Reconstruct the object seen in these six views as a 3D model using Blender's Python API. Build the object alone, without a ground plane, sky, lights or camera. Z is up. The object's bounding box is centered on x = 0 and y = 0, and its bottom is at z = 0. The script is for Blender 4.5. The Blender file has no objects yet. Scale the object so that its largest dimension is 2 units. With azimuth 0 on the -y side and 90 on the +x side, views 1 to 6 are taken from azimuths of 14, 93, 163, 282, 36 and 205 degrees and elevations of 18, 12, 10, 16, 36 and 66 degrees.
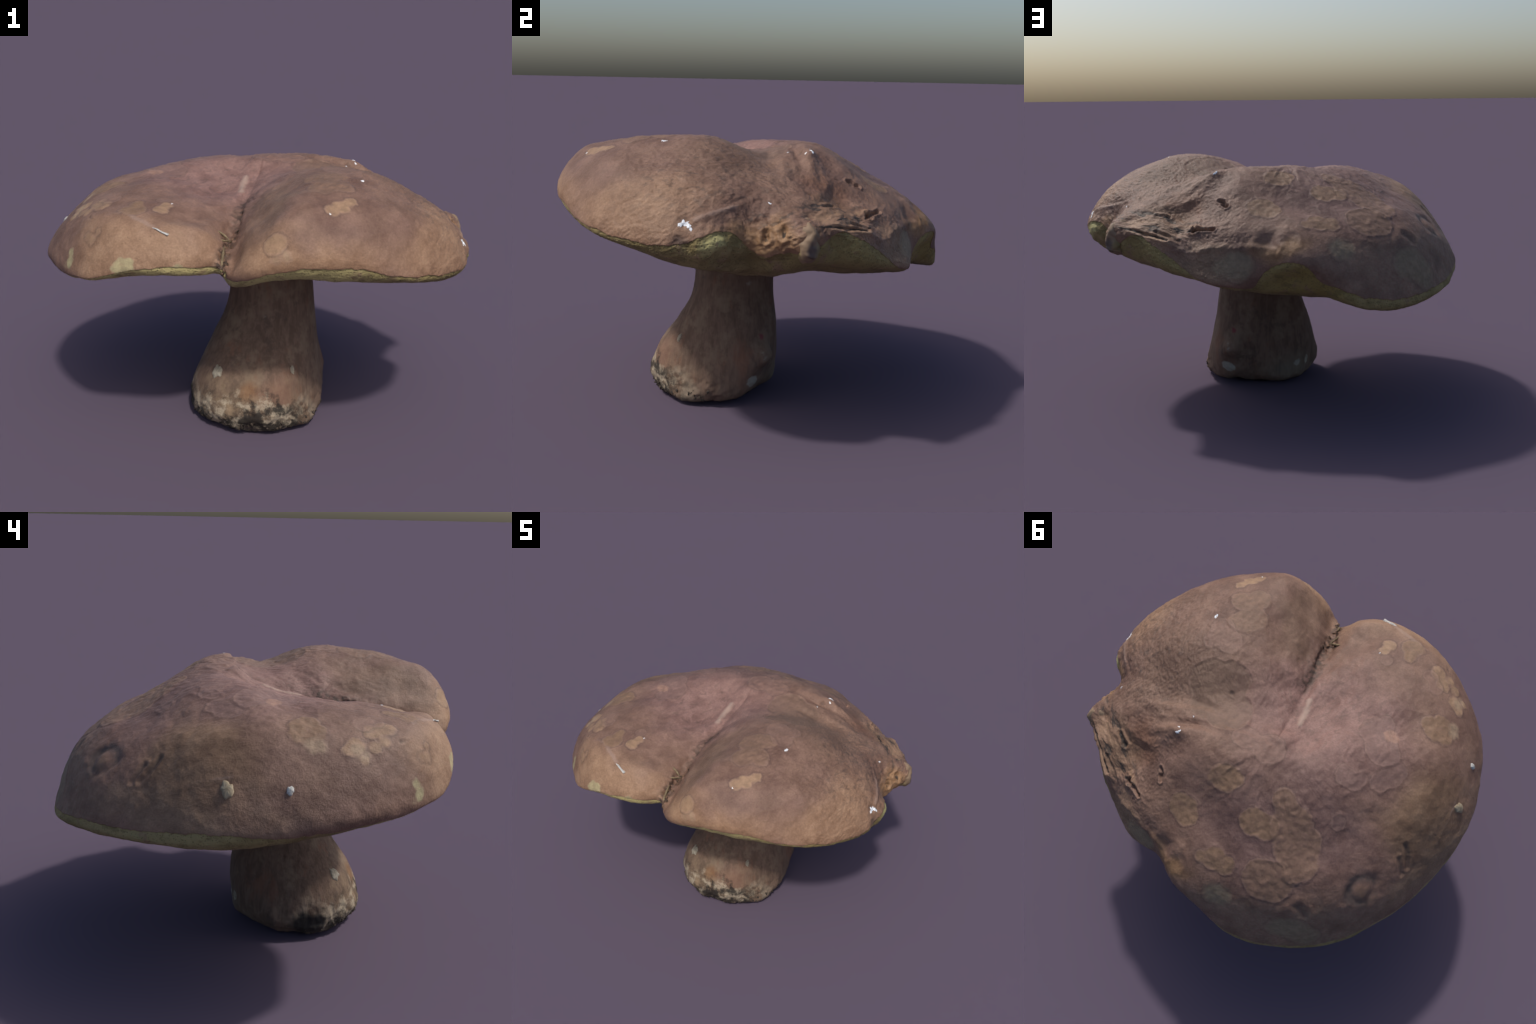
"""A weathered bolete mushroom: a broad, cleft brown cap with stained skin, torn on one
side, a thin olive-yellow pore layer under it, and a stout crooked stem with an earthy foot."""
import bpy
import numpy as np
from math import radians, sin, cos, pi
from mathutils import Vector
from mathutils.bvhtree import BVHTree

# ------------------------------------------------------------------ noise
_perm = np.random.RandomState(7).permutation(256)
_perm = np.concatenate([_perm, _perm, _perm])
_grad = np.random.RandomState(8).normal(size=(256, 3))
_grad /= np.linalg.norm(_grad, axis=1, keepdims=True)


def perlin(p):
    """Gradient noise, about -0.7..0.7, at the points p (n, 3)."""
    i = np.floor(p).astype(int)
    f = p - i
    i &= 255
    u = f * f * f * (f * (f * 6 - 15) + 10)
    out = np.zeros(len(p))
    for dx in (0, 1):
        wx = u[:, 0] if dx else 1 - u[:, 0]
        for dy in (0, 1):
            wy = u[:, 1] if dy else 1 - u[:, 1]
            for dz in (0, 1):
                wz = u[:, 2] if dz else 1 - u[:, 2]
                g = _grad[_perm[_perm[_perm[(i[:, 0] + dx) & 255] + ((i[:, 1] + dy) & 255)] + ((i[:, 2] + dz) & 255)]]
                out += wx * wy * wz * (g[:, 0] * (f[:, 0] - dx) + g[:, 1] * (f[:, 1] - dy) + g[:, 2] * (f[:, 2] - dz))
    return out


def fbm(p, scale, octaves=3, shift=0.0):
    out, amp = np.zeros(len(p)), 1.0
    q = np.asarray(p) * scale + shift
    for _ in range(octaves):
        out += amp * perlin(q)
        q = q * 2.03 + 17.3
        amp *= 0.5
    return out


def smooth(a, b, x):
    t = np.clip((x - a) / (b - a), 0, 1)
    return t * t * (3 - 2 * t)


# ------------------------------------------------------------------ interpolation
def around(angles, keys):
    """Weights (len(angles), len(keys)) of a periodic cubic through keys given in degrees."""
    keys = np.asarray(keys, float)
    n = len(keys)
    x = np.concatenate([keys - 360, keys, keys + 360])
    a = (np.asarray(angles, float) - keys[0]) % 360 + keys[0]
    W = np.zeros((len(a), n))
    for k, t in enumerate(a):
        i = np.searchsorted(x, t, side='right') - 1
        h = x[i + 1] - x[i]
        u = (t - x[i]) / h
        W[k, i % n] += 2 * u**3 - 3 * u**2 + 1
        W[k, (i + 1) % n] += -2 * u**3 + 3 * u**2
        for j, w in ((i, u**3 - 2 * u**2 + u), (i + 1, u**3 - u**2)):
            h0, h1 = x[j] - x[j - 1], x[j + 1] - x[j]
            W[k, (j - 1) % n] -= w * h * h1 / (h0 * (h0 + h1))
            W[k, j % n] += w * h * (h1 - h0) / (h0 * h1)
            W[k, (j + 1) % n] += w * h * h0 / (h1 * (h0 + h1))
    return W


def along(s, count):
    """Weights (..., count) of a Catmull-Rom curve through stations 0..count-1."""
    s = np.clip(np.asarray(s, float), 0, count - 1)
    i = np.minimum(s.astype(int), count - 2)
    u = s - i
    W = np.zeros(s.shape + (count,))
    idx = np.indices(s.shape)
    w = (-.5 * u**3 + u**2 - .5 * u, 1.5 * u**3 - 2.5 * u**2 + 1, -1.5 * u**3 + 2 * u**2 + .5 * u, .5 * u**3 - .5 * u**2)
    for d, ww in zip((-1, 0, 1, 2), w):
        j = i + d
        lo, hi = j < 0, j >= count
        jj = np.clip(j, 0, count - 1)
        ok = ~(lo | hi)
        np.add.at(W, tuple(idx) + (jj,), np.where(ok, ww, 0))
        for bad, e, m in ((lo, 0, 1), (hi, count - 1, count - 2)):
            if bad.any():
                np.add.at(W, tuple(idx) + (np.full(s.shape, e),), np.where(bad, 2 * ww, 0))
                np.add.at(W, tuple(idx) + (np.full(s.shape, m),), np.where(bad, -ww, 0))
    return W


def segment_distance(P, pts):
    """Distance of every point of P to a polyline."""
    d = np.full(len(P), 9.0)
    if len(pts) == 1:
        return np.linalg.norm(P - np.array(pts[0]), axis=1)
    for a, b in zip(pts, pts[1:]):
        a, b = np.array(a, float), np.array(b, float)
        ab = b - a
        t = np.clip(((P - a) @ ab) / (ab @ ab), 0, 1)
        d = np.minimum(d, np.linalg.norm(P - a - t[:, None] * ab, axis=1))
    return d


# ------------------------------------------------------------------ cap shape
CX, CY, CROWN = -0.03, 0.11, 1.204          # where the cap's meridians meet
FRACTIONS = (0.12, 0.27, 0.43, 0.60, 0.77, 0.91, 1.0)  # of the rim radius
# Meridians of the cap. Azimuth in degrees (0 = -y, 90 = +x), rim radius, heights of the skin at
# the fractions above, then the lower edge of the pore layer (step in from the rim, height) and
# the height of the pore layer at 0.84 and 0.60 of the radius.
MERIDIANS = [
    # north and north-west: the long sloping back of the cap, low rim
    (-171, 0.759, (1.208, 1.177, 1.114, 1.038, 0.961, 0.859, 0.726), 0.021, 0.602, 0.610, 0.622),
    (-153, 0.796, (1.203, 1.171, 1.108, 1.040, 0.964, 0.858, 0.677), 0.007, 0.583, 0.574, 0.634),
    (-135, 0.831, (1.193, 1.171, 1.122, 1.037, 0.978, 0.863, 0.681), 0.006, 0.616, 0.582, 0.651),
    (-117, 0.860, (1.197, 1.182, 1.133, 1.053, 0.975, 0.866, 0.711), -0.011, 0.642, 0.615, 0.671),
    # west: bulging side
    (-100, 0.892, (1.200, 1.192, 1.156, 1.075, 0.997, 0.868, 0.728), -0.010, 0.669, 0.655, 0.690),
    (-84, 0.956, (1.191, 1.193, 1.161, 1.104, 1.042, 0.912, 0.763), -0.021, 0.686, 0.688, 0.709),
    (-69, 1.012, (1.183, 1.191, 1.175, 1.134, 1.075, 0.935, 0.781), -0.047, 0.710, 0.726, 0.746),
    # left lobe
    (-54, 1.057, (1.139, 1.174, 1.157, 1.132, 1.085, 0.971, 0.823), -0.062, 0.748, 0.759, 0.762),
    (-40, 1.075, (1.140, 1.142, 1.141, 1.145, 1.109, 1.028, 0.848), -0.046, 0.777, 0.802, 0.786),
    (-27, 1.079, (1.136, 1.119, 1.121, 1.129, 1.115, 1.059, 0.876), -0.025, 0.828, 0.834, 0.799),
    (-17, 1.040, (1.150, 1.099, 1.095, 1.114, 1.107, 1.064, 0.939), -0.027, 0.879, 0.848, 0.807),
    (-9, 0.983, (1.137, 1.102, 1.097, 1.086, 1.068, 1.072, 0.967), -0.018, 0.888, 0.875, 0.810),
    # the cleft
    (-3, 0.924, (1.121, 1.099, 1.093, 1.063, 1.047, 1.049, 0.965), -0.016, 0.884, 0.882, 0.811),
    (2, 0.873, (1.151, 1.108, 1.077, 1.062, 0.984, 0.992, 0.933), -0.039, 0.870, 0.860, 0.810),
    (6, 0.921, (1.162, 1.120, 1.098, 1.085, 1.012, 0.944, 0.904), -0.053, 0.840, 0.843, 0.812),
    (10, 0.973, (1.163, 1.126, 1.116, 1.100, 1.066, 1.018, 0.940), -0.053, 0.863, 0.843, 0.816),
    # right lobe, the highest part
    (15, 1.012, (1.160, 1.140, 1.146, 1.142, 1.110, 1.084, 0.983), -0.046, 0.904, 0.877, 0.834),
    (22, 1.037, (1.150, 1.158, 1.174, 1.175, 1.202, 1.165, 1.024), -0.047, 0.921, 0.904, 0.835),
    (32, 1.060, (1.167, 1.187, 1.219, 1.233, 1.220, 1.146, 1.017), -0.047, 0.911, 0.901, 0.832),
    (45, 1.085, (1.175, 1.194, 1.244, 1.246, 1.209, 1.129, 0.943), -0.057, 0.883, 0.870, 0.812),
    (59, 1.101, (1.169, 1.186, 1.241, 1.238, 1.165, 1.084, 0.902), -0.065, 0.843, 0.814, 0.763),
    (71, 1.076, (1.174, 1.176, 1.208, 1.207, 1.143, 1.050, 0.897), -0.071, 0.802, 0.770, 0.718),
    # east: the notch, the blunt torn stub and the thick bare edge
    (79, 1.015, (1.185, 1.181, 1.182, 1.170, 1.117, 1.045, 0.898), -0.075, 0.794, 0.747, 0.695),
    (85, 0.922, (1.195, 1.187, 1.171, 1.145, 1.113, 1.049, 0.888), -0.070, 0.807, 0.738, 0.681),
    (90, 0.926, (1.198, 1.192, 1.184, 1.133, 1.107, 1.034, 0.874), -0.060, 0.798, 0.728, 0.687),
    (94, 0.950, (1.198, 1.196, 1.183, 1.142, 1.083, 1.009, 0.908), -0.044, 0.829, 0.746, 0.693),
    (98, 0.975, (1.201, 1.201, 1.183, 1.121, 1.062, 0.988, 0.920), -0.045, 0.820, 0.765, 0.697),
    (102, 0.935, (1.206, 1.204, 1.173, 1.125, 1.055, 0.983, 0.917), -0.042, 0.810, 0.766, 0.696),
    (107, 0.889, (1.205, 1.207, 1.204, 1.151, 1.036, 0.988, 0.925), -0.032, 0.800, 0.756, 0.694),
    (115, 0.855, (1.205, 1.215, 1.203, 1.115, 0.995, 0.966, 0.871), -0.018, 0.777, 0.729, 0.683),
    (126, 0.793, (1.203, 1.219, 1.196, 1.124, 1.012, 0.927, 0.817), 0.005, 0.749, 0.706, 0.665),
    # north-east: the folded flap and the bay beside it
    (138, 0.748, (1.209, 1.216, 1.178, 1.106, 1.019, 0.925, 0.799), 0.018, 0.710, 0.675, 0.645),
    (151, 0.698, (1.209, 1.205, 1.158, 1.080, 1.015, 0.940, 0.783), -0.035, 0.695, 0.650, 0.629),
    (165, 0.736, (1.215, 1.196, 1.128, 1.038, 0.993, 0.919, 0.822), -0.055, 0.745, 0.659, 0.620),
]
# Where the skin ends and the pore layer begins: azimuth, station (7 = rim, 8 = lower edge).
SKIN_EDGE = [(-181, 7.6), (-160, 7.45), (-130, 7.2), (-100, 7.12), (-75, 7.1), (-60, 7.38), (-45, 7.45), (-21, 7.48), (-8, 7.4), (-2, 7.4),
             (4, 7.25), (9, 7.4), (20, 7.42), (32, 7.32), (45, 7.14), (57, 7.05), (68, 7.12), (73, 7.05), (76.5, 6.85), (82, 6.8), (85, 7.2), (90, 7.45),
             (98, 7.7), (103, 7.3), (107, 7.05), (118, 7.0), (125, 7.4), (131, 7.9), (148, 7.9), (152, 7.2), (155, 6.97), (164, 6.97), (169, 7.2), (173, 7.7)]

# Stains on the skin: kind and the round lobes (x, y, z, radius) that make up each one.
STAINS = [
    ('olive', [(-0.630, -0.328, 1.113, 0.037), (-0.678, -0.366, 1.088, 0.041), (-0.703, -0.321, 1.082, 0.045), (-0.661, -0.303, 1.104, 0.036)]),
    ('pale', [(-0.740, -0.398, 1.043, 0.018), (-0.758, -0.373, 1.035, 0.015)]),
    ('tan', [(-0.558, -0.620, 1.086, 0.033), (-0.600, -0.575, 1.081, 0.030)]),
    ('rose', [(-0.533, -0.572, 1.103, 0.031), (-0.577, -0.533, 1.099, 0.031)]),
    ('tan', [(-0.623, -0.625, 1.053, 0.018), (-0.665, -0.594, 1.038, 0.022)]),
    ('tan', [(-0.684, -0.521, 1.050, 0.031), (-0.716, -0.500, 1.034, 0.024), (-0.728, -0.556, 1.002, 0.015)]),
    ('olive', [(-0.392, -0.689, 1.102, 0.044), (-0.396, -0.625, 1.114, 0.022), (-0.418, -0.692, 1.099, 0.025)]),
    ('tan', [(-0.279, -0.652, 1.110, 0.027), (-0.266, -0.609, 1.116, 0.019)]),
    ('rose', [(-0.300, -0.558, 1.126, 0.025)]),
    ('mauve', [(-0.417, -0.153, 1.158, 0.065), (-0.441, -0.220, 1.152, 0.036), (-0.478, -0.084, 1.166, 0.068), (-0.527, -0.077, 1.155, 0.035)]),
    ('pink', [(-0.487, -0.171, 1.154, 0.025), (-0.513, -0.163, 1.153, 0.015)]),
    ('mauve', [(-0.380, 0.116, 1.173, 0.038), (-0.428, 0.121, 1.158, 0.030), (-0.449, 0.094, 1.154, 0.023)]),
    ('mauve', [(-0.535, 0.054, 1.129, 0.036), (-0.567, 0.009, 1.127, 0.044), (-0.589, -0.030, 1.127, 0.035), (-0.517, 0.072, 1.133, 0.019)]),
    ('mauve', [(-0.441, 0.307, 1.094, 0.030)]),
    ('olive', [(0.104, 0.358, 1.166, 0.055), (0.131, 0.369, 1.161, 0.043), (0.064, 0.348, 1.171, 0.035)]),
    ('olive', [(0.253, 0.524, 1.047, 0.050), (0.217, 0.550, 1.034, 0.050), (0.214, 0.515, 1.054, 0.032)]),
    ('olive', [(-0.093, 0.470, 1.091, 0.055), (-0.150, 0.468, 1.087, 0.052)]),
    ('brown', [(-0.179, 0.336, 1.148, 0.043), (-0.211, 0.361, 1.133, 0.046), (-0.258, 0.418, 1.096, 0.086), (-0.313, 0.476, 1.051, 0.095), (-0.360, 0.533, 1.015, 0.069), (-0.350, 0.591, 0.994, 0.035)]),
    ('brown', [(-0.232, 0.661, 0.970, 0.084), (-0.279, 0.652, 0.971, 0.081)]),
    ('olive', [(0.009, 0.675, 0.979, 0.047), (-0.044, 0.677, 0.974, 0.041), (0.076, 0.686, 0.976, 0.022)]),
    ('grey', [(-0.047, 0.794, 0.872, 0.050), (-0.079, 0.794, 0.867, 0.044)]),
    ('grey', [(-0.388, 0.782, 0.778, 0.065), (-0.438, 0.763, 0.774, 0.071), (-0.496, 0.755, 0.722, 0.066)]),
    ('brown', [(0.447, -0.484, 1.232, 0.047), (0.378, -0.528, 1.230, 0.049), (0.370, -0.389, 1.245, 0.058), (0.345, -0.420, 1.241, 0.055), (0.411, -0.360, 1.245, 0.037)]),
    ('rose', [(0.457, -0.303, 1.247, 0.046), (0.392, -0.244, 1.253, 0.052), (0.470, -0.223, 1.249, 0.036)]),
    ('sunk', [(0.380, -0.033, 1.205, 0.096), (0.298, -0.071, 1.208, 0.084), (0.244, 0.061, 1.182, 0.095), (0.339, 0.047, 1.180, 0.090)]),
    ('rose', [(0.104, 0.152, 1.206, 0.050), (-0.018, 0.161, 1.213, 0.064)]),
    ('tan', [(0.447, -0.675, 1.173, 0.025), (0.476, -0.637, 1.183, 0.029), (0.504, -0.592, 1.194, 0.024)]),
    ('tan', [(0.253, -0.830, 1.060, 0.036), (0.272, -0.828, 1.070, 0.025)]),
    ('pale', [(0.310, -0.850, 1.025, 0.019), (0.266, -0.858, 1.006, 0.015)]),
    ('tan', [(-0.505, -0.770, 1.015, 0.015), (-0.556, -0.756, 0.989, 0.019), (-0.534, -0.775, 0.980, 0.016)]),
    ('yellow', [(-0.370, -0.881, 0.918, 0.030), (-0.335, -0.884, 0.931, 0.024), (-0.401, -0.877, 0.901, 0.015)]),
    ('yellow', [(-0.640, -0.743, 0.904, 0.020), (-0.644, -0.758, 0.865, 0.022), (-0.677, -0.737, 0.842, 0.013)]),
    ('yellow', [(-0.140, -0.848, 0.917, 0.021)]),
    ('pale', [(-0.739, -0.362, 1.052, 0.024), (-0.724, -0.393, 1.055, 0.021)]),
    ('pale', [(-0.698, -0.528, 1.039, 0.024), (-0.714, -0.555, 1.016, 0.021)]),
    ('grey', [(0.405, 0.683, 0.802, 0.065), (0.468, 0.665, 0.798, 0.039)]),
]
# Relief (metres, + is out) of a stain inside, and of the thin welt along its outline.
STAIN_RELIEF = {'olive': (.0018, .0012), 'tan': (.0016, .0006), 'brown': (.0022, .0016), 'rose': (.0008, .0012), 'mauve': (.0008, .0014),
                'pink': (.0010, 0), 'pale': (.0010, 0), 'yellow': (.001, .0005), 'grey': (.0003, .0006), 'sunk': (-.003, .001)}

# Cracks and holes: polyline, half width, depth.
CRACKS = [
    ([(0.563, 0.504, 0.951)], .013, .034),
    ([(0.563, 0.504, 0.951), (0.520, 0.528, 0.955), (0.481, 0.548, 0.955)], .008, .022),
    ([(0.563, 0.504, 0.951), (0.555, 0.475, 0.978), (0.540, 0.450, 1.000)], .006, .012),
    ([(0.563, 0.504, 0.951), (0.590, 0.490, 0.940)], .007, .012),
    ([(0.420, 0.418, 1.073), (0.402, 0.432, 1.066), (0.408, 0.448, 1.058), (0.396, 0.466, 1.050)], .008, .020),
    ([(0.705, 0.319, 0.997), (0.687, 0.335, 0.994), (0.655, 0.358, 0.990)], .011, .020),
    ([(0.770, 0.352, 0.962), (0.735, 0.380, 0.958)], .008, .014),
    ([(0.730, 0.430, 0.940), (0.690, 0.470, 0.930), (0.640, 0.510, 0.905)], .009, .012),
    ([(-0.752, 0.287, 0.931), (-0.772, 0.304, 0.904), (-0.793, 0.324, 0.872)], .012, .006),
    ([(-0.752, 0.222, 0.961), (-0.780, 0.244, 0.926), (-0.804, 0.288, 0.879)], .012, .007),
    ([(-0.427, 0.678, 0.890), (-0.453, 0.689, 0.860)], .024, .008),
    ([(0.377, 0.209, 1.184)], .011, .008),
    ([(0.985, -0.220, 0.905), (0.990, -0.190, 0.878)], .022, .006),
    ([(0.885, 0.100, 0.925), (0.890, 0.100, 0.900)], .012, .020),
    ([(0.900, 0.165, 0.940), (0.905, 0.168, 0.912)], .011, .020),
    ([(0.900, 0.290, 0.958), (0.800, 0.385, 0.935), (0.690, 0.490, 0.905)], .007, .012),
    ([(0.270, -0.028, 1.188)], .009, .005),
    ([(-0.590, -0.680, 1.048), (-0.560, -0.700, 1.042)], .008, .006),
]
RING_DENT = ((-0.650, 0.490, 0.900), .082)    # a broad ring-shaped dent low on the back
CLEFT = [(0.009, -0.257, 1.093), (0.001, -0.339, 1.074), (0.000, -0.405, 1.066), (0.005, -0.475, 1.049), (0.009, -0.531, 1.029),
         (0.006, -0.599, 0.996), (0.009, -0.669, 0.968), (0.013, -0.729, 0.946), (0.025, -0.781, 0.905)]
LIP = [(0.894, 0.281, 0.945), (0.744, 0.454, 0.909), (0.609, 0.566, 0.861), (0.447, 0.627, 0.876), (0.292, 0.688, 0.876), (0.178, 0.770, 0.845)]
PALE_STREAKS = [
    ([(0.957, -0.163, 0.976), (0.929, -0.093, 1.004), (0.872, -0.013, 1.022)], .014),
    ([(-0.265, -0.789, 1.072), (-0.362, -0.749, 1.089), (-0.444, -0.716, 1.088), (-0.562, -0.696, 1.046)], .016),
    ([(-0.872, 0.114, 0.881), (-0.881, 0.013, 0.920), (-0.880, -0.097, 0.948)], .010),
]
WEDGE = [(-0.058, -0.200, 1.098), (-0.069, -0.123, 1.107), (-0.077, -0.045, 1.135)]

NA, N_SKIN, N_PORE = 960, 250, 90


def cap_grid(az, s):
    """Points on the undisplaced cap for azimuths az (n,) and stations s (n, m)."""
    keys = [m[0] for m in MERIDIANS]
    r = np.array([[0] + [f * m[1] for f in FRACTIONS] + [m[1] + m[3], .84 * m[1], .6 * m[1], .2] for m in MERIDIANS])
    z = np.array([[CROWN] + list(m[2]) + [m[4], m[5], m[6], .69] for m in MERIDIANS])
    Wa = around(az, keys)
    Ws = along(s, 12)
    rr = np.einsum('nk,nmk->nm', Wa @ r, Ws)
    zz = np.einsum('nk,nmk->nm', Wa @ z, Ws)
    a = np.radians(az)[:, None]
    return np.stack([CX + rr * np.sin(a), CY - rr * np.cos(a), zz], -1)


def grid_normals(P):
    da = np.roll(P, -1, 0) - np.roll(P, 1, 0)
    ds = np.gradient(P, axis=1)
    n = np.cross(ds, da)
    n /= np.linalg.norm(n, axis=-1, keepdims=True) + 1e-12
    return -n if (n[:, 5, 2].mean() < 0) else n


FLAKES = [(.93, .26, .97), (.82, .35, .985), (.70, .44, .965), (.60, .50, .945)]   # spine of the flaky band over the torn edge
FLAKE_AXES = ((-.66, .74, -.10), (.52, .40, -.76), (.55, .52, .66))                 # along, across, out


def flaky(P):
    """How far a point belongs to the flaky torn band, 0..1."""
    d = segment_distance(P, FLAKES) + .05 * fbm(P, 8, 2)
    d2 = np.linalg.norm((P - np.array([.87, .10, .97])) / np.array([.10, .16, .07]), axis=1)
    return np.maximum(smooth(.13, .05, d), smooth(1.1, .5, d2))


def stain_warp(P):
    """Irregular shift of a stain's outline."""
    return .012 * fbm(P, 13, 3) + .004 * fbm(P, 48, 2)


def cap_relief(P, s):
    """Displacement along the normal of the points P (n, 3) at stations s (n,)."""
    skin = s < 7.6
    D = .007 * fbm(P, 5, 2) + .004 * fbm(P, 11, 2)
    # slightly lumpy skin everywhere, sharper on the wrinkled east lobe
    D += np.where(skin, .0022 * fbm(P, 26, 2), .0020 * fbm(P, 30, 2))
    east = smooth(.22, .55, P[:, 0] + .12 * fbm(P, 4, 2)) * smooth(-.70, -.40, P[:, 1]) * skin
    q = P * np.array([52, 30, 52.])
    ridge = .5 - np.abs(perlin(q + 1.6 * perlin(P * 14)[:, None]))
    D += east * (.0075 * (ridge - .3) + .0030 * perlin(q * 1.9 + 9))
    crown = smooth(.85, .3, np.hypot(P[:, 0] + .1, P[:, 1] + .05)) * skin
    D += crown * .0045 * perlin(P * np.array([38, 22, 38.]) + 2 * perlin(P * 9)[:, None])
    # low ridges where the skin is creased round the head of the cleft
    for pts, w, h in (([(-.069, .118, 1.2), (-.10, .03, 1.17), (-.085, -.04, 1.14)], .020, .005), ([(.131, .10, 1.19), (.165, -.006, 1.17), (.15, -.09, 1.16)], .014, .005),
                      ([(-.01, .15, 1.2), (.10, .141, 1.2), (.22, .16, 1.2), (.34, .20, 1.19), (.397, .26, 1.185)], .018, .005), ([(.397, .26, 1.185), (.60, .16, 1.11), (.80, .06, 1.02)], .02, .005),
                      ([(-.265, -.789, 1.065), (-.444, -.716, 1.083), (-.562, -.696, 1.046)], .022, .005), ([(-.872, .114, .881), (-.88, -.097, .948)], .02, .003)):
        D += np.where(skin, h * np.exp(-(segment_distance(P, pts) / w) ** 2) * (1 + fbm(P, 20, 2)), 0)
    # torn flesh: overlapping flakes and long ridges that run along the edge
    t = flaky(P) * (s < 7.3)
    w = P + .03 * np.stack([fbm(P, 7, 2, k) for k in (1, 5, 9)], 1)
    q = np.stack([w @ np.array(a) for a in FLAKE_AXES], 1)
    long_ridge = .35 - np.abs(perlin(q * np.array([5, 14, 9.])))
    chip = .35 - np.abs(perlin(q * np.array([16, 30, 24.]) + 5))
    D += t * (.016 * long_ridge + .009 * chip + .010 * fbm(P, 9, 2) - .004)
    # the scooped hollow of the tear, and one below the pale ridge
    for c, r, h in (((.64, .45, .965), .075, .016), ((.575, .375, 1.045), .06, .006), ((.875, -.045, 1.04), .05, .004)):
        D -= h * np.exp(-(np.linalg.norm(P - np.array(c), axis=1) / r) ** 2)
    # a shallow crease from the crown down to the torn band
    D -= np.where(skin, .005 * np.exp(-(segment_distance(w, [(.43, .29, 1.16), (.56, .31, 1.09), (.68, .33, 1.01)]) / .025) ** 2) * (1 + fbm(P, 14, 2)), 0)
    # two broad folds of bare flesh above it
    for pts, wd, h in (([(.66, .30, 1.05), (.56, .34, 1.075), (.46, .36, 1.10)], .028, .010), ([(.50, .40, 1.055), (.54, .45, 1.01), (.55, .49, .97)], .022, .012),
                       ([(.72, .30, 1.02), (.60, .38, 1.04), (.50, .42, 1.06)], .020, -.008), ([(.957, -.163, .976), (.929, -.093, 1.004), (.872, -.013, 1.022), (.80, .05, 1.04)], .012, .008)):
        D += np.where(skin, h * np.exp(-(segment_distance(P, pts) / wd) ** 2) * (1 + fbm(P, 14, 2)), 0)
    # the yellow lump beside the notch
    D += .010 * np.exp(-(np.linalg.norm((P - np.array([.975, -.105, .905])) / np.array([.06, .060, .045]), axis=1)) ** 2)
    # stains stand a little proud, with a welt along the outline
    wob = stain_warp(P)
    for kind, lobes in STAINS:
        d = np.full(len(P), 9.0)
        for x, y, z, r in lobes:
            d = np.minimum(d, np.linalg.norm(P - np.array([x, y, z]), axis=1) - 1.12 * r - .006)
        near = d < .04
        if near.any():
            body, welt = STAIN_RELIEF[kind]
            dn = d[near] + wob[near]
            ins = smooth(.006, -.008, dn)
            D[near] += body * ins + welt * np.exp(-(dn / .007) ** 2)
            if kind in ('brown', 'olive'):
                D[near] += .0035 * ins * perlin(P[near] * 34 + 3)
    # holes and cracks
    cw = 1 + .5 * fbm(P, 38, 2)
    for pts, w, depth in CRACKS:
        d = segment_distance(P, pts)
        m = (d < 3 * w) & skin
        D[m] += -depth * np.exp(-(d[m] * cw[m] / w) ** 2) + .25 * depth * np.exp(-((d[m] - 1.9 * w) / (.6 * w)) ** 2)
    c, r = RING_DENT
    d = np.linalg.norm(P - np.array(c), axis=1) * (1 + .3 * fbm(P, 9, 2))
    D += -.008 * np.exp(-((d - .75 * r) / .024) ** 2) * (1 + 1.2 * fbm(P, 7, 2))
    # the bottom of the cleft: a narrow rough groove
    d = segment_distance(P, CLEFT[2:])
    D -= np.where(skin, .016 * np.exp(-(d / .016) ** 2) + .016 * np.exp(-(d / .04) ** 2) * fbm(P, 30, 3), 0)
    # the pale fold at the head of the cleft
    D += .008 * np.exp(-(segment_distance(P, WEDGE) / .016) ** 2)
    # rolled lip along the torn edge, a trough above it
    d = segment_distance(P, LIP)
    D += .009 * np.exp(-(d / .020) ** 2) * (1 + 1.4 * fbm(P, 13, 3))
    up = segment_distance(P, [(x * .93, y * .93, z + .035) for x, y, z in LIP])
    D -= np.where(s < 6.95, .011 * np.exp(-(up / .022) ** 2), 0)
    # lumps of torn flesh and two scooped pits on the eastern and north-eastern edge
    edge = smooth(.17, .08, segment_distance(P, [(.93, -.06, .88), (.90, .08, .90), (.97, .26, .89)]))
    D += edge * (.014 * fbm(P, 12, 3) + .005 * fbm(P, 34, 2) + .003)
    for c, r, depth in (((.168, .738, .915), .034, .007), ((.255, .698, .900), .045, .008), ((.885, .140, .885), .024, .010)):
        d = np.linalg.norm(P - np.array(c), axis=1) * (1 + .4 * fbm(P, 22, 2))
        D += -depth * np.exp(-(d / r) ** 2) + .4 * depth * np.exp(-((d - 1.6 * r) / (.5 * r)) ** 2)
    return D


def new_mesh(name, verts, faces, mat, parent=None, normals=None, smooth_shade=True):
    me = bpy.data.meshes.new(name)
    me.from_pydata([tuple(v) for v in verts], [], faces)
    me.validate()
    me.materials.append(mat)
    if smooth_shade:
        me.polygons.foreach_set('use_smooth', [True] * len(me.polygons))
    if normals is not None:
        me.normals_split_custom_set_from_vertices([tuple(n) for n in normals])
    me.update()
    ob = bpy.data.objects.new(name, me)
    bpy.context.collection.objects.link(ob)
    if parent:
        ob.parent = parent
    return ob


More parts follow.
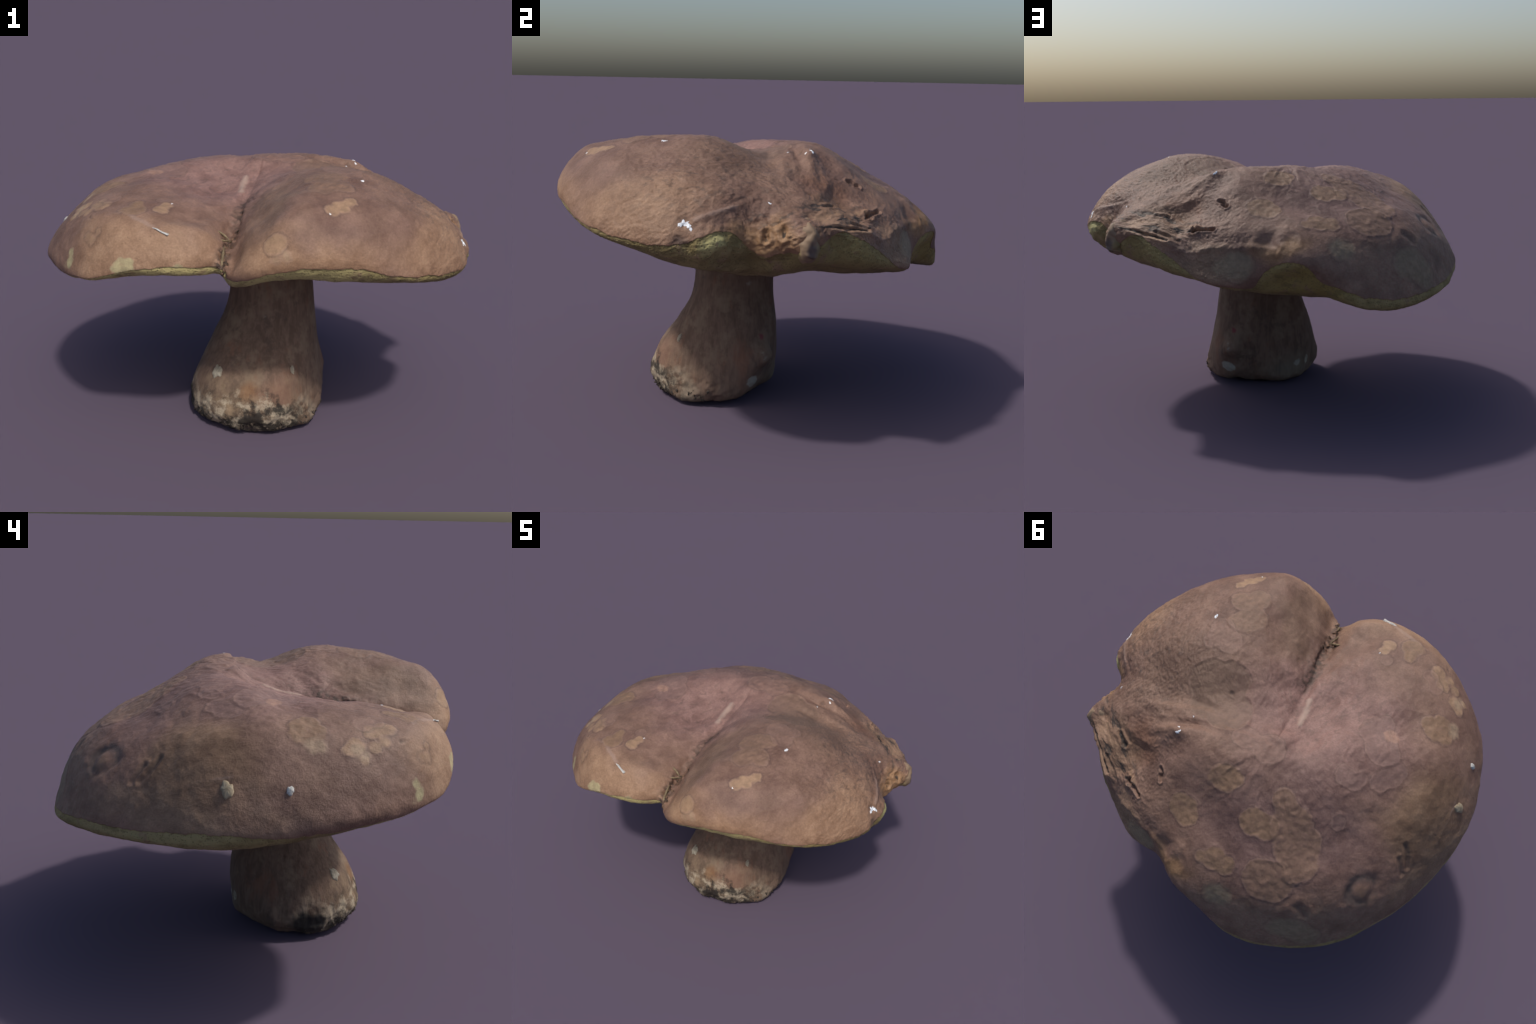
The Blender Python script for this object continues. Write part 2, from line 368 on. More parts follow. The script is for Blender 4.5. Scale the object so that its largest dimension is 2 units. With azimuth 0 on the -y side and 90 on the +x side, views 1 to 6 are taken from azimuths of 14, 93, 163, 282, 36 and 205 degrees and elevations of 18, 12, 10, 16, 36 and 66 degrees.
# ------------------------------------------------------------------ material helpers
class Tree:
    def __init__(self, name):
        self.mat = bpy.data.materials.new(name)
        self.mat.use_nodes = True
        self.nt = self.mat.node_tree
        self.nt.nodes.clear()
        self.out = self.nt.nodes.new('ShaderNodeOutputMaterial')
        self.bsdf = self.nt.nodes.new('ShaderNodeBsdfPrincipled')
        self.nt.links.new(self.bsdf.outputs[0], self.out.inputs[0])
        self.pos = self.nt.nodes.new('ShaderNodeTexCoord').outputs['Object']

    def put(self, sock, v):
        if isinstance(v, bpy.types.NodeSocket):
            self.nt.links.new(v, sock)
        elif sock.type == 'RGBA' and len(v) == 3:
            sock.default_value = (*v, 1)
        else:
            sock.default_value = v

    def math(self, op, a, b=None, c=None, clamp=False):
        n = self.nt.nodes.new('ShaderNodeMath')
        n.operation, n.use_clamp = op, clamp
        for i, v in enumerate((a, b, c)):
            if v is not None:
                self.put(n.inputs[i], v)
        return n.outputs[0]

    def vec(self, op, a, b=None, scale=None):
        n = self.nt.nodes.new('ShaderNodeVectorMath')
        n.operation = op
        self.put(n.inputs[0], a)
        if b is not None:
            self.put(n.inputs[1], b)
        if scale is not None:
            self.put(n.inputs['Scale'], scale)
        return n.outputs['Value' if op in ('DISTANCE', 'LENGTH', 'DOT_PRODUCT') else 'Vector']

    def noise(self, scale, detail=3, rough=.55, vec=None, stretch=None, colour=False, offset=0.0, prev=None):
        v = self.after(self.pos if vec is None else vec, prev)
        if stretch:
            v = self.vec('MULTIPLY', v, stretch)
        if offset:
            v = self.vec('ADD', v, (offset, offset * .7, -offset))
        n = self.nt.nodes.new('ShaderNodeTexNoise')
        self.put(n.inputs['Vector'], v)
        n.inputs['Scale'].default_value = scale
        n.inputs['Detail'].default_value = detail
        n.inputs['Roughness'].default_value = rough
        return n.outputs['Color' if colour else 'Fac']

    def voronoi(self, scale, feature='F1', vec=None, out='Distance', rand=1.0):
        n = self.nt.nodes.new('ShaderNodeTexVoronoi')
        n.feature = feature
        self.put(n.inputs['Vector'], self.pos if vec is None else vec)
        n.inputs['Scale'].default_value = scale
        n.inputs['Randomness'].default_value = rand
        return n.outputs[out]

    def ramp(self, x, a, b, lo=0.0, hi=1.0):
        """Smooth step from lo at a to hi at b."""
        n = self.nt.nodes.new('ShaderNodeMapRange')
        n.interpolation_type = 'SMOOTHSTEP'
        self.put(n.inputs['Value'], x)
        flip = a > b
        for k, v in zip(('From Min', 'From Max', 'To Min', 'To Max'), (b, a, hi, lo) if flip else (a, b, lo, hi)):
            n.inputs[k].default_value = v
        return n.outputs[0]

    def mix(self, fac, a, b, mode='MIX'):
        n = self.nt.nodes.new('ShaderNodeMix')
        n.data_type, n.blend_type = 'RGBA', mode
        self.put(n.inputs[0], fac)
        self.put(n.inputs[6], a)
        self.put(n.inputs[7], b)
        return n.outputs[2]

    def zone(self, p, centre, radii, inner=.35, outer=1.0, prev=None):
        """1 inside a soft ellipsoid, 0 outside."""
        p = self.after(p, prev)
        d = self.vec('LENGTH', self.vec('MULTIPLY', self.vec('SUBTRACT', p, centre), tuple(1 / r for r in radii)))
        return self.ramp(d, outer, inner)

    def after(self, p, prev):
        """The same point p, computed only after prev: keeps the long chains of a big material in step."""
        if prev is None:
            return p
        n = self.nt.nodes.new('ShaderNodeVectorMath')
        n.operation = 'MULTIPLY_ADD'
        self.put(n.inputs[0], prev)
        n.inputs[1].default_value = (1e-9, 1e-9, 1e-9)
        self.put(n.inputs[2], p)
        return n.outputs[0]

    def blobs(self, p, lobes, prev=None):
        """Signed distance to the union of balls."""
        best = None
        for x, y, z, r in lobes:
            q = self.after(p, best if best is not None else prev)
            d = self.math('SUBTRACT', self.vec('DISTANCE', q, (x, y, z)), 1.12 * r + .006)
            best = d if best is None else self.math('SMOOTH_MIN', best, d, .022)
        return best

    def stroke(self, p, pts, prev=None):
        """Distance to a polyline."""
        best = None
        if len(pts) == 1:
            return self.vec('DISTANCE', self.after(p, prev), pts[0])
        for a, b in zip(pts, pts[1:]):
            ab = Vector(b) - Vector(a)
            pa = self.vec('SUBTRACT', self.after(p, best if best is not None else prev), a)
            t = self.math('MULTIPLY', self.vec('DOT_PRODUCT', pa, tuple(ab)), 1 / ab.length_squared, clamp=True)
            foot = self.vec('SCALE', tuple(ab), scale=t)
            d = self.vec('DISTANCE', pa, foot)
            best = d if best is None else self.math('MINIMUM', best, d)
        return best

    def bump(self, height, strength, dist, normal=None):
        n = self.nt.nodes.new('ShaderNodeBump')
        n.inputs['Strength'].default_value = strength
        n.inputs['Distance'].default_value = dist
        self.put(n.inputs['Height'], height)
        if normal is not None:
            self.put(n.inputs['Normal'], normal)
        return n.outputs[0]

    def finish(self, colour, rough=.7, spec=.3, normal=None):
        self.put(self.bsdf.inputs['Base Color'], colour)
        self.put(self.bsdf.inputs['Roughness'], rough)
        self.bsdf.inputs['Specular IOR Level'].default_value = spec
        if normal is not None:
            self.put(self.bsdf.inputs['Normal'], normal)
        return self.mat

    def warped(self, scale, amount, detail=2):
        n = self.vec('SUBTRACT', self.noise(scale, detail, colour=True), (.5, .5, .5))
        return self.vec('ADD', self.pos, self.vec('SCALE', n, scale=amount))


STAIN_COLOUR = {'olive': (.236, .150, .096), 'tan': (.325, .215, .138), 'brown': (.208, .130, .093), 'rose': (.225, .139, .114),
                'mauve': (.195, .124, .112), 'pink': (.330, .200, .155), 'pale': (.345, .255, .178), 'yellow': (.410, .375, .225),
                'grey': (.225, .182, .128), 'sunk': (.165, .109, .080)}


def skin_material():
    t = Tree('cap_skin')
    wide = t.warped(3.2, .30)
    fine = t.warped(30, .016)
    edge = t.warped(75, .007, 3)
    n_grit = t.noise(210, 2, .6, offset=14)
    blot = t.vec('ADD', t.warped(12, .040, 3), t.vec('SCALE', t.vec('SUBTRACT', t.noise(48, 3, colour=True), (.5, .5, .5)), scale=.014))
    n_wide = t.noise(4.5, 4, .6)
    n_mid = t.noise(22, 4, .6, offset=3)
    n_fine = t.noise(110, 3, .6)
    # ground colour of the skin: brown, drifting between a mauve and a tan brown
    col = t.mix(t.ramp(n_wide, .35, .68), (.176, .108, .088), (.212, .134, .104))
    for c, r, k, colour in [
        ((-.18, -.12, 1.16), (.55, .50, .5), .85, (.226, .138, .129)),   # rosy crown
        ((-.25, .40, 1.06), (.62, .46, .30), .85, (.158, .098, .093)),   # dull mauve back
        ((-.30, -.90, .96), (.65, .30, .22), .9, (.300, .196, .131)),    # tan skirt of the left lobe
        ((.45, -.88, .98), (.75, .34, .18), .9, (.300, .192, .125)),     # tan skirt of the right lobe
        ((.88, -.40, .98), (.36, .40, .20), .8, (.282, .180, .118)),
        ((.55, -.05, 1.16), (.36, .40, .3), .7, (.180, .116, .088)),     # olive-brown wrinkled field
        ((-.82, .06, .98), (.30, .36, .26), .75, (.205, .133, .084)),     # ochre field on the west side
        ((.57, .33, 1.05), (.20, .17, .14), .8, (.195, .106, .072)),     # reddish bare flesh
        ((.16, -.55, 1.11), (.13, .34, .16), .65, (.180, .117, .084)),   # cleft wall darkened: some of its shade painted in brown
        ((-.85, .10, .78), (.40, .60, .12), .5, (.255, .182, .126)),    # paler western skirt
        ((.88, .08, .93), (.20, .28, .11), .9, (.290, .180, .100)),      # orange flesh of the notch
        ((.22, .70, .90), (.24, .16, .09), .9, (.245, .150, .084)),      # orange pits
        ((.50, .62, .80), (.30, .20, .10), .8, (.215, .150, .105)),      # folded flap
        ((.70, .40, .96), (.24, .22, .12), .6, (.240, .156, .102)),
    ]:
        col = t.mix(t.math('MULTIPLY', t.zone(wide, c, r, prev=col), k), col, colour)
    # greyer tint, in grains, on the northern and western skirts
    grey_grain = t.math('MULTIPLY', t.zone(wide, (-.45, .75, .74), (.75, .45, .22), .3, 1.0), t.ramp(t.noise(55, 5, .7, offset=5), .36, .62))
    col = t.mix(t.math('MULTIPLY', grey_grain, .55), col, (.195, .158, .120))
    # mottling: cloudy, blotchy and granular
    cloud = t.noise(9, 5, .62, offset=11)
    col = t.mix(.6, col, t.mix(t.ramp(cloud, .30, .70), (.30, .28, .27), (.70, .69, .67)), 'SOFT_LIGHT')
    col = t.mix(.5, col, t.mix(n_mid, (.22, .20, .19), (.80, .79, .78)), 'SOFT_LIGHT')
    col = t.mix(.6, col, t.mix(n_fine, (.15, .15, .15), (.86, .85, .84)), 'SOFT_LIGHT')
    col = t.mix(.2, col, t.mix(n_grit, (.15, .15, .15), (.86, .86, .85)), 'SOFT_LIGHT')
    # short dark creases between the wrinkles of the east lobe and crown
    crease = t.noise(30, 4, .6, vec=t.warped(9, .06), stretch=(1.3, .7, 1.3), offset=2)
    field = t.math('MAXIMUM', t.zone(wide, (.70, -.10, 1.08), (.42, .48, .26), .4), t.math('MULTIPLY', t.zone(wide, (-.15, -.20, 1.13), (.40, .38, .3), .4), .6))
    col = t.mix(t.math('MULTIPLY', t.math('MULTIPLY', field, t.ramp(crease, .46, .36)), .55), col, (.090, .062, .052))
    # stains
    for kind in STAIN_COLOUR:
        groups = [lobes for k, lobes in STAINS if k == kind]
        d = t.blobs(blot, [l for g in groups for l in g], col)
        colour = t.mix(t.ramp(t.noise(34, 4, .65, offset=1, prev=d), .3, .7), tuple(.78 * c for c in STAIN_COLOUR[kind]), tuple(1.18 * c for c in STAIN_COLOUR[kind]))
        soft = .026 if kind in ('pale', 'grey') else .009
        patchy = t.ramp(t.noise(16, 3, .6, offset=7, prev=d), .30, .62)
        line = t.math('MULTIPLY', t.math('MULTIPLY', t.ramp(d, .011, .003), t.ramp(d, -.004, .002)), patchy)
        col = t.mix(t.math('MULTIPLY', line, .0 if kind in ('pale', 'pink', 'yellow', 'sunk') else .38), col, (.080, .052, .047))
        body = t.math('MULTIPLY', t.ramp(d, soft * .35, -soft), t.ramp(t.noise(20, 3, .6, offset=4, prev=d), .22, .52, .45, 1.0))
        col = t.mix(t.math('MULTIPLY', body, .82 if kind not in ('mauve', 'sunk', 'rose') else .5), col, colour)
        rim = t.math('MULTIPLY', t.math('MULTIPLY', t.ramp(d, -.012, -.003), t.ramp(d, .003, -.003)), patchy)
        col = t.mix(t.math('MULTIPLY', rim, 0 if kind == 'grey' else .24), col, (.32, .21, .17))
    for pts, w in PALE_STREAKS:
        d = t.stroke(fine, pts, col)
        col = t.mix(t.math('MULTIPLY', t.ramp(d, w, w * .2), .45), col, (.34, .25, .215))
    col = t.mix(t.math('MULTIPLY', t.ramp(t.stroke(fine, WEDGE, col), .022, .006), .85), col, (.37, .275, .235))
    # torn flesh: dark ragged slits between paler flakes
    w = t.warped(7, .06)
    comb = t.nt.nodes.new('ShaderNodeCombineXYZ')
    for k, (a, f) in enumerate(zip(FLAKE_AXES, (9.0, 30.0, 16.0))):
        t.put(comb.inputs[k], t.math('MULTIPLY', t.vec('DOT_PRODUCT', w, a), f))
    flakes = t.noise(1.0, 4, .62, vec=comb.outputs[0])
    tz = t.math('MAXIMUM', t.ramp(t.stroke(wide, FLAKES, col), .15, .05), t.math('MULTIPLY', t.zone(wide, (.87, .10, .97), (.12, .20, .09), .5, 1.1), .6))
    col = t.mix(t.math('MULTIPLY', t.math('MULTIPLY', tz, t.ramp(flakes, .44, .37)), .9), col, (.058, .047, .041))
    col = t.mix(t.math('MULTIPLY', t.math('MULTIPLY', tz, t.ramp(flakes, .50, .64)), .6), col, (.330, .215, .140))
    c, r = RING_DENT
    d = t.vec('DISTANCE', t.warped(9, .05), c)
    ring = t.math('MULTIPLY', t.ramp(d, r * 1.25, r * .85), t.ramp(d, r * .35, r * .8))
    col = t.mix(t.math('MULTIPLY', t.math('MULTIPLY', ring, t.ramp(t.noise(9, 4, .65, offset=5), .34, .54)), .75), col, (.070, .058, .056))
    col = t.mix(t.math('MULTIPLY', t.ramp(d, r * .6, r * .2), .6), col, (.210, .130, .088))
    for pts, w, depth in CRACKS:
        d = t.stroke(edge, pts, col)
        deep = depth > .011
        k = .95 if deep else .6
        col = t.mix(t.math('MULTIPLY', t.ramp(d, w * (1.15 if deep else 1.7), w * (.4 if deep else .1)), k), col, (.022, .017, .015) if deep else (.062, .048, .046))
    # dirt in the cleft
    d = t.stroke(fine, CLEFT, col)
    col = t.mix(t.math('MULTIPLY', t.ramp(d, .050, .012), t.ramp(t.noise(40, 3), .35, .6)), col, (.070, .046, .036))
    # small dark pricks
    prick = t.math('MULTIPLY', t.ramp(t.voronoi(34), .11, .05), t.ramp(t.noise(6, 2, offset=8), .5, .64))
    col = t.mix(t.math('MULTIPLY', prick, .65), col, (.07, .048, .044))
    # browned seam at the very edge comes from the pore layer material
    b = t.math('ADD', t.math('MULTIPLY', n_fine, .55), t.math('MULTIPLY', t.noise(260, 2, .6), .35))
    b = t.math('ADD', b, t.math('MULTIPLY', t.math('MULTIPLY', t.noise(34, 3, .55, vec=t.warped(9, .04), stretch=(1.5, .8, 1.5), offset=6), field), 2.6))
    b = t.math('ADD', b, t.math('MULTIPLY', t.math('MULTIPLY', flakes, tz), 3.5))
    b = t.math('ADD', b, t.math('MULTIPLY', t.noise(45, 3), .6))
    col = t.mix(1.0, col, (.970, .928, .872), 'MULTIPLY')     # the whole skin is a warm brown
    return t.finish(col, .62, .35, t.bump(b, .5, .007))


def pore_material():
    t = Tree('pore_layer')
    wide = t.warped(4, .2)
    n = t.noise(14, 4, .6)
    n2 = t.noise(60, 3, .6)
    col = t.mix(t.ramp(n, .35, .65), (.205, .160, .070), (.285, .228, .105))
    for c, r, k, colour in [
        ((.30, -.90, .92), (.70, .35, .2), .9, (.470, .405, .185)),
        ((-.40, -.80, .85), (.70, .40, .2), .9, (.470, .400, .185)),
        ((.975, -.105, .905), (.09, .10, .07), .95, (.440, .400, .185)),
        ((-.85, .20, .70), (.40, .60, .2), .8, (.315, .262, .130)),
        ((.80, .40, .80), (.35, .35, .14), .75, (.245, .195, .082)),
        ((.10, .80, .72), (.35, .25, .16), .9, (.260, .205, .070)),
    ]:
        col = t.mix(t.math('MULTIPLY', t.zone(wide, c, r, prev=col), k), col, colour)
    # bruised, dark flecks near the front edge and a few pinkish scars
    fleck = t.ramp(t.noise(18, 5, .7, stretch=(1, 1, 1.6), offset=2), .53, .62)
    fleck = t.math('MULTIPLY', fleck, t.ramp(t.zone(t.pos, (.975, -.105, .905), (.09, .10, .07)), .6, .1))
    col = t.mix(t.math('MULTIPLY', fleck, .6), col, (.150, .118, .052))
    scar = t.ramp(t.noise(11, 4, .65, offset=6), .56, .68)
    col = t.mix(t.math('MULTIPLY', scar, .7), col, (.240, .155, .105))
    pores = t.voronoi(95, vec=t.warped(20, .01))
    col = t.mix(t.math('MULTIPLY', t.ramp(pores, .35, .10), .55), col, (.075, .062, .026))
    col = t.mix(.4, col, t.mix(n2, (.25, .25, .25), (.78, .78, .76)), 'SOFT_LIGHT')
    h = t.math('ADD', t.ramp(pores, .05, .45), t.math('MULTIPLY', n2, .6))
    return t.finish(col, .75, .25, t.bump(h, .5, .006))


MOULD = [(.287, .042, .231, .022), (.300, .000, .205, .020), (.285, .062, .245, .014),
         (.300, .011, .120, .022), (.285, .030, .105, .018), (-.119, .029, .150, .020), (-.165, -.020, .185, .016), (-.075, .080, .128, .015), (.09, -.30, .52, .012), (.245, -.03, .585, .022)]


def stem_material():
    t = Tree('stem_skin')
    wide = t.warped(5, .12)
    fine = t.vec('ADD', t.warped(34, .022, 3), t.vec('SCALE', t.vec('SUBTRACT', t.noise(12, 3, colour=True), (.5, .5, .5)), scale=.05))
    sep = t.nt.nodes.new('ShaderNodeSeparateXYZ')
    t.put(sep.inputs[0], wide)
    z = sep.outputs[2]
    fib = t.noise(34, 5, .7, vec=t.warped(10, .03), stretch=(1, 1, .22))
    fib2 = t.noise(80, 3, .6, stretch=(1, 1, .12))
    col = t.mix(t.ramp(fib, .36, .64), (.116, .075, .055), (.164, .108, .080))
    col = t.mix(t.math('MULTIPLY', t.ramp(t.noise(7, 5, .68, offset=21), .47, .62), .7), col, (.205, .148, .105))
    col = t.mix(t.math('MULTIPLY', t.ramp(t.noise(7, 5, .68, stretch=(1, 1, .45), offset=31), .52, .64), .6), col, (.185, .090, .058))
    col = t.mix(t.math('MULTIPLY', t.ramp(t.noise(8, 5, .7, offset=41), .54, .66), .55), col, (.075, .053, .044))
    # the foot is paler: a mottled tan area low on the front
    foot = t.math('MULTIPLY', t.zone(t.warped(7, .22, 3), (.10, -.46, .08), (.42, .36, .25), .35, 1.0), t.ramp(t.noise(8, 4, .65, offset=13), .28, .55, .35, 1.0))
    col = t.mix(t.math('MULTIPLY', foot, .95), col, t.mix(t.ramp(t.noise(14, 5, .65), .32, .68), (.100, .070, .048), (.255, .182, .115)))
    col = t.mix(t.math('MULTIPLY', t.zone(wide, (.20, -.42, .20), (.13, .16, .14), .2), .5), col, (.215, .110, .078))   # reddish rub
    col = t.mix(t.math('MULTIPLY', t.zone(wide, (.08, -.44, .22), (.07, .14, .07), .2), .6), col, (.225, .115, .055))    # orange rub
    col = t.mix(t.math('MULTIPLY', t.zone(wide, (.25, -.05, .10), (.20, .16, .16), .2), .6), col, (.200, .140, .105))
    col = t.mix(t.math('MULTIPLY', t.zone(wide, (-.02, .06, .10), (.20, .14, .13), .2), .6), col, (.190, .165, .125))
    col = t.mix(.5, col, t.mix(fib2, (.22, .22, .22), (.80, .79, .77)), 'SOFT_LIGHT')
    # mould spots
    d = t.blobs(fine, MOULD)
    col = t.mix(t.math('MULTIPLY', t.ramp(d, .004, -.008), .8), col, t.mix(t.noise(70, 3), (.23, .22, .185), (.43, .42, .36)))
    col = t.mix(t.math('MULTIPLY', t.zone(fine, (.268, .052, .318), (.022, .022, .022), .3), .7), col, (.19, .025, .045))
    # earth: pale crust and black soil round the bottom, mostly in front and on the left
    low = t.ramp(z, .235, .05)
    side = t.zone(wide, (.06, -.50, .02), (.50, .42, .30), .5, 1.0)
    crust = t.math('MULTIPLY', t.ramp(t.math('ADD', t.noise(9, 7, .7, offset=4), t.math('MULTIPLY', t.ramp(z, .32, .05), .13)), .545, .66), side)
    col = t.mix(t.math('MULTIPLY', crust, .85), col, t.mix(t.noise(50, 3), (.28, .22, .150), (.50, .43, .325)))
    soil = t.math('MULTIPLY', t.ramp(t.math('ADD', t.noise(9, 7, .72, offset=9), t.math('MULTIPLY', t.ramp(z, .26, .0), .17)), .565, .70), side)
    col = t.mix(t.math('MULTIPLY', soil, .93), col, (.020, .017, .015))
    col = t.mix(t.math('MULTIPLY', t.zone(fine, (-.235, -.30, .075), (.11, .11, .07), .55, 1.0), .92), col, (.016, .015, .015))
    spots = t.ramp(t.noise(11, 5, .7, offset=17), .56, .66)
    col = t.mix(t.math('MULTIPLY', t.math('MULTIPLY', spots, foot), .7), col, (.075, .055, .048))
    pit = t.ramp(t.voronoi(38), .12, .05)
    col = t.mix(t.math('MULTIPLY', t.math('MULTIPLY', pit, side), .7), col, (.03, .024, .020))
    h = t.math('ADD', t.math('MULTIPLY', fib, .7), t.math('ADD', t.math('MULTIPLY', fib2, .4), t.math('MULTIPLY', t.noise(60, 4), .5)))
    return t.finish(col, .78, .22, t.bump(h, .6, .007))


def plain(name, a, b, scale=60, rough=.7, spec=.3):
    t = Tree(name)
    n = t.noise(scale, 4, .6)
    return t.finish(t.mix(t.ramp(n, .35, .65), a, b), rough, spec, t.bump(n, .4, .004))


def knob_material():
    """Curled flap of skin: beige fold round a grey-brown hollow, yellowish flank."""
    t = Tree('curled_flap')
    p = t.warped(22, .02)
    col = t.mix(t.noise(30, 3), (.185, .125, .080), (.300, .212, .140))
    col = t.mix(t.zone(p, (.955, .280, .865), (.05, .030, .050), .55, 1.0), col, (.115, .085, .074))
    col = t.mix(t.math('MULTIPLY', t.zone(p, (.91, .215, .855), (.05, .03, .05), .2), .8), col, (.31, .255, .115))
    col = t.mix(t.math('MULTIPLY', t.zone(p, (.89, .305, .86), (.07, .03, .06), .2), .8), col, (.205, .165, .070))
    col = t.mix(t.zone(p, (.925, .212, .935), (.03, .018, .014), .4), col, (.060, .044, .034))
    return t.finish(col, .65, .3, t.bump(t.noise(60, 3), .4, .005))


# ------------------------------------------------------------------ build the cap
def build_cap(root, skin_mat, pore_mat):
    az = np.arange(NA) * 360 / NA - 180
    sb = around(az, [k for k, _ in SKIN_EDGE]) @ np.array([v for _, v in SKIN_EDGE])
    ring = np.stack([np.cos(np.radians(az)), np.sin(np.radians(az)), 0 * az], 1)
    sb = np.clip(sb + .08 * fbm(ring, 9, 3) + .07 * fbm(ring, 40, 2), 6.75, 7.97)
    k1 = (np.arange(1, N_SKIN + 1) / N_SKIN) ** .92
    k2 = np.arange(1, N_PORE + 1) / N_PORE
    s = np.concatenate([sb[:, None] * k1, sb[:, None] + (11 - sb[:, None]) * k2 ** 1.6], 1)
    P = cap_grid(az, s)
    # the meridians crowd together at the crown: round off, ring by ring, what is finer than 5 cm there
    freq = np.arange(NA // 2 + 1)[:, None]
    radius = np.hypot(P[..., 0] - CX, P[..., 1] - CY).mean(0)[None]
    soft = np.exp(-.5 * (freq * np.minimum(.05 / radius, 3) * smooth(.40, .15, radius)) ** 2)
    P[..., 2] = np.fft.irfft(np.fft.rfft(P[..., 2], axis=0) * soft, NA, axis=0)
    N = grid_normals(P)
    shape = P.shape
    flat = P.reshape(-1, 3)
    D = cap_relief(flat, s.reshape(-1)).reshape(shape[:2])
    # the skin stands a little proud of the pores
    j = np.arange(shape[1])
    D += .002 * np.exp(-((j - N_SKIN + 1) / 9.0) ** 2) * (j < N_SKIN)
    D -= .0015 * smooth(0, 5, j - N_SKIN + 1) * np.exp(-np.maximum(j - N_SKIN, 0) / 14.0) * (j >= N_SKIN)
    # fade out relief at the pole, where the meridians run together
    P = P + N * D[..., None]
    crown = (P[:, 0] * 1.0).mean(0)
    N = grid_normals(P)
    verts = P.reshape(-1, 3)
    norms = N.reshape(-1, 3)
    W = shape[1]
    a = np.arange(NA)[:, None] * W
    b = (np.arange(NA)[:, None] + 1) % NA * W

    def quads(c0, c1):
        c = np.arange(c0, c1)[None, :]
        return np.stack([a + c, b + c, b + c + 1, a + c + 1], -1).reshape(-1, 4)

    def part(name, faces, mat, pole, pole_col, parent, flip):
        used = np.unique(faces)
        remap = np.full(len(verts) + 1, -1)
        remap[used] = np.arange(len(used))
        v = np.vstack([verts[used], pole])
        n = np.vstack([norms[used], (0, 0, 1 if not flip else -1)])
        f = remap[faces].tolist()
        top = len(used)
        ring_ids = [int(remap[i * W + pole_col]) for i in range(NA)]
        for i in range(NA):
            p, q = ring_ids[i], ring_ids[(i + 1) % NA]
            f.append([p, q, top])
        a3, b3, c3 = (np.array(v[k]) for k in f[-1])
        if (np.cross(b3 - a3, c3 - a3)[2] < 0) != flip:
            f[-NA:] = [t3[::-1] for t3 in f[-NA:]]
        return new_mesh(name, v, f, mat, parent, n)

    up = quads(0, N_SKIN - 1)[:, ::-1]
    down = quads(N_SKIN - 1, W - 1)[:, ::-1]
    # winding: make faces look outwards
    f0 = verts[up[NA * 3]]
    fn = np.cross(f0[1] - f0[0], f0[2] - f0[0])
    if fn[2] < 0:
        up, down = up[:, ::-1], down[:, ::-1]
    cap = part('cap', up, skin_mat, crown, 0, root, False)
    pores = part('pore_layer', down, pore_mat, P[:, -1].mean(0) + np.array([0, 0, .03]), W - 1, cap, True)
    return cap, pores


# ------------------------------------------------------------------ build the stem
STEM_LEVELS = (0.0, 0.01, 0.05, 0.13, 0.24, 0.36, 0.50, 0.64, 0.80)
STEM_RINGS = [  # azimuth, radius at each level from the second up, heights of the three lowest rings
    (-180, (.189, .276, .284, .272, .245, .210, .190, .190), (.004, .042, .133)),
    (-150, (.201, .290, .298, .289, .254, .204, .179, .179), (.004, .036, .132)),
    (-120, (.206, .289, .307, .290, .254, .202, .173, .172), (.004, .049, .126)),
    (-90, (.216, .306, .322, .286, .238, .187, .169, .170), (.004, .045, .118)),
    (-60, (.226, .307, .330, .293, .235, .176, .166, .175), (.004, .035, .110)),
    (-30, (.217, .287, .328, .302, .230, .166, .167, .184), (.004, .032, .108)),
    (0, (.211, .283, .316, .286, .220, .167, .177, .196), (.004, .027, .111)),
    (30, (.213, .284, .323, .302, .243, .195, .198, .206), (.004, .030, .110)),
    (60, (.216, .302, .305, .284, .257, .231, .222, .212), (.007, .030, .103)),
    (90, (.205, .296, .317, .291, .269, .255, .238, .214), (.022, .025, .099)),
    (120, (.195, .286, .325, .324, .290, .253, .233, .210), (.018, .034, .114)),
    (150, (.186, .253, .284, .289, .277, .230, .211, .201), (.010, .055, .128)),
]


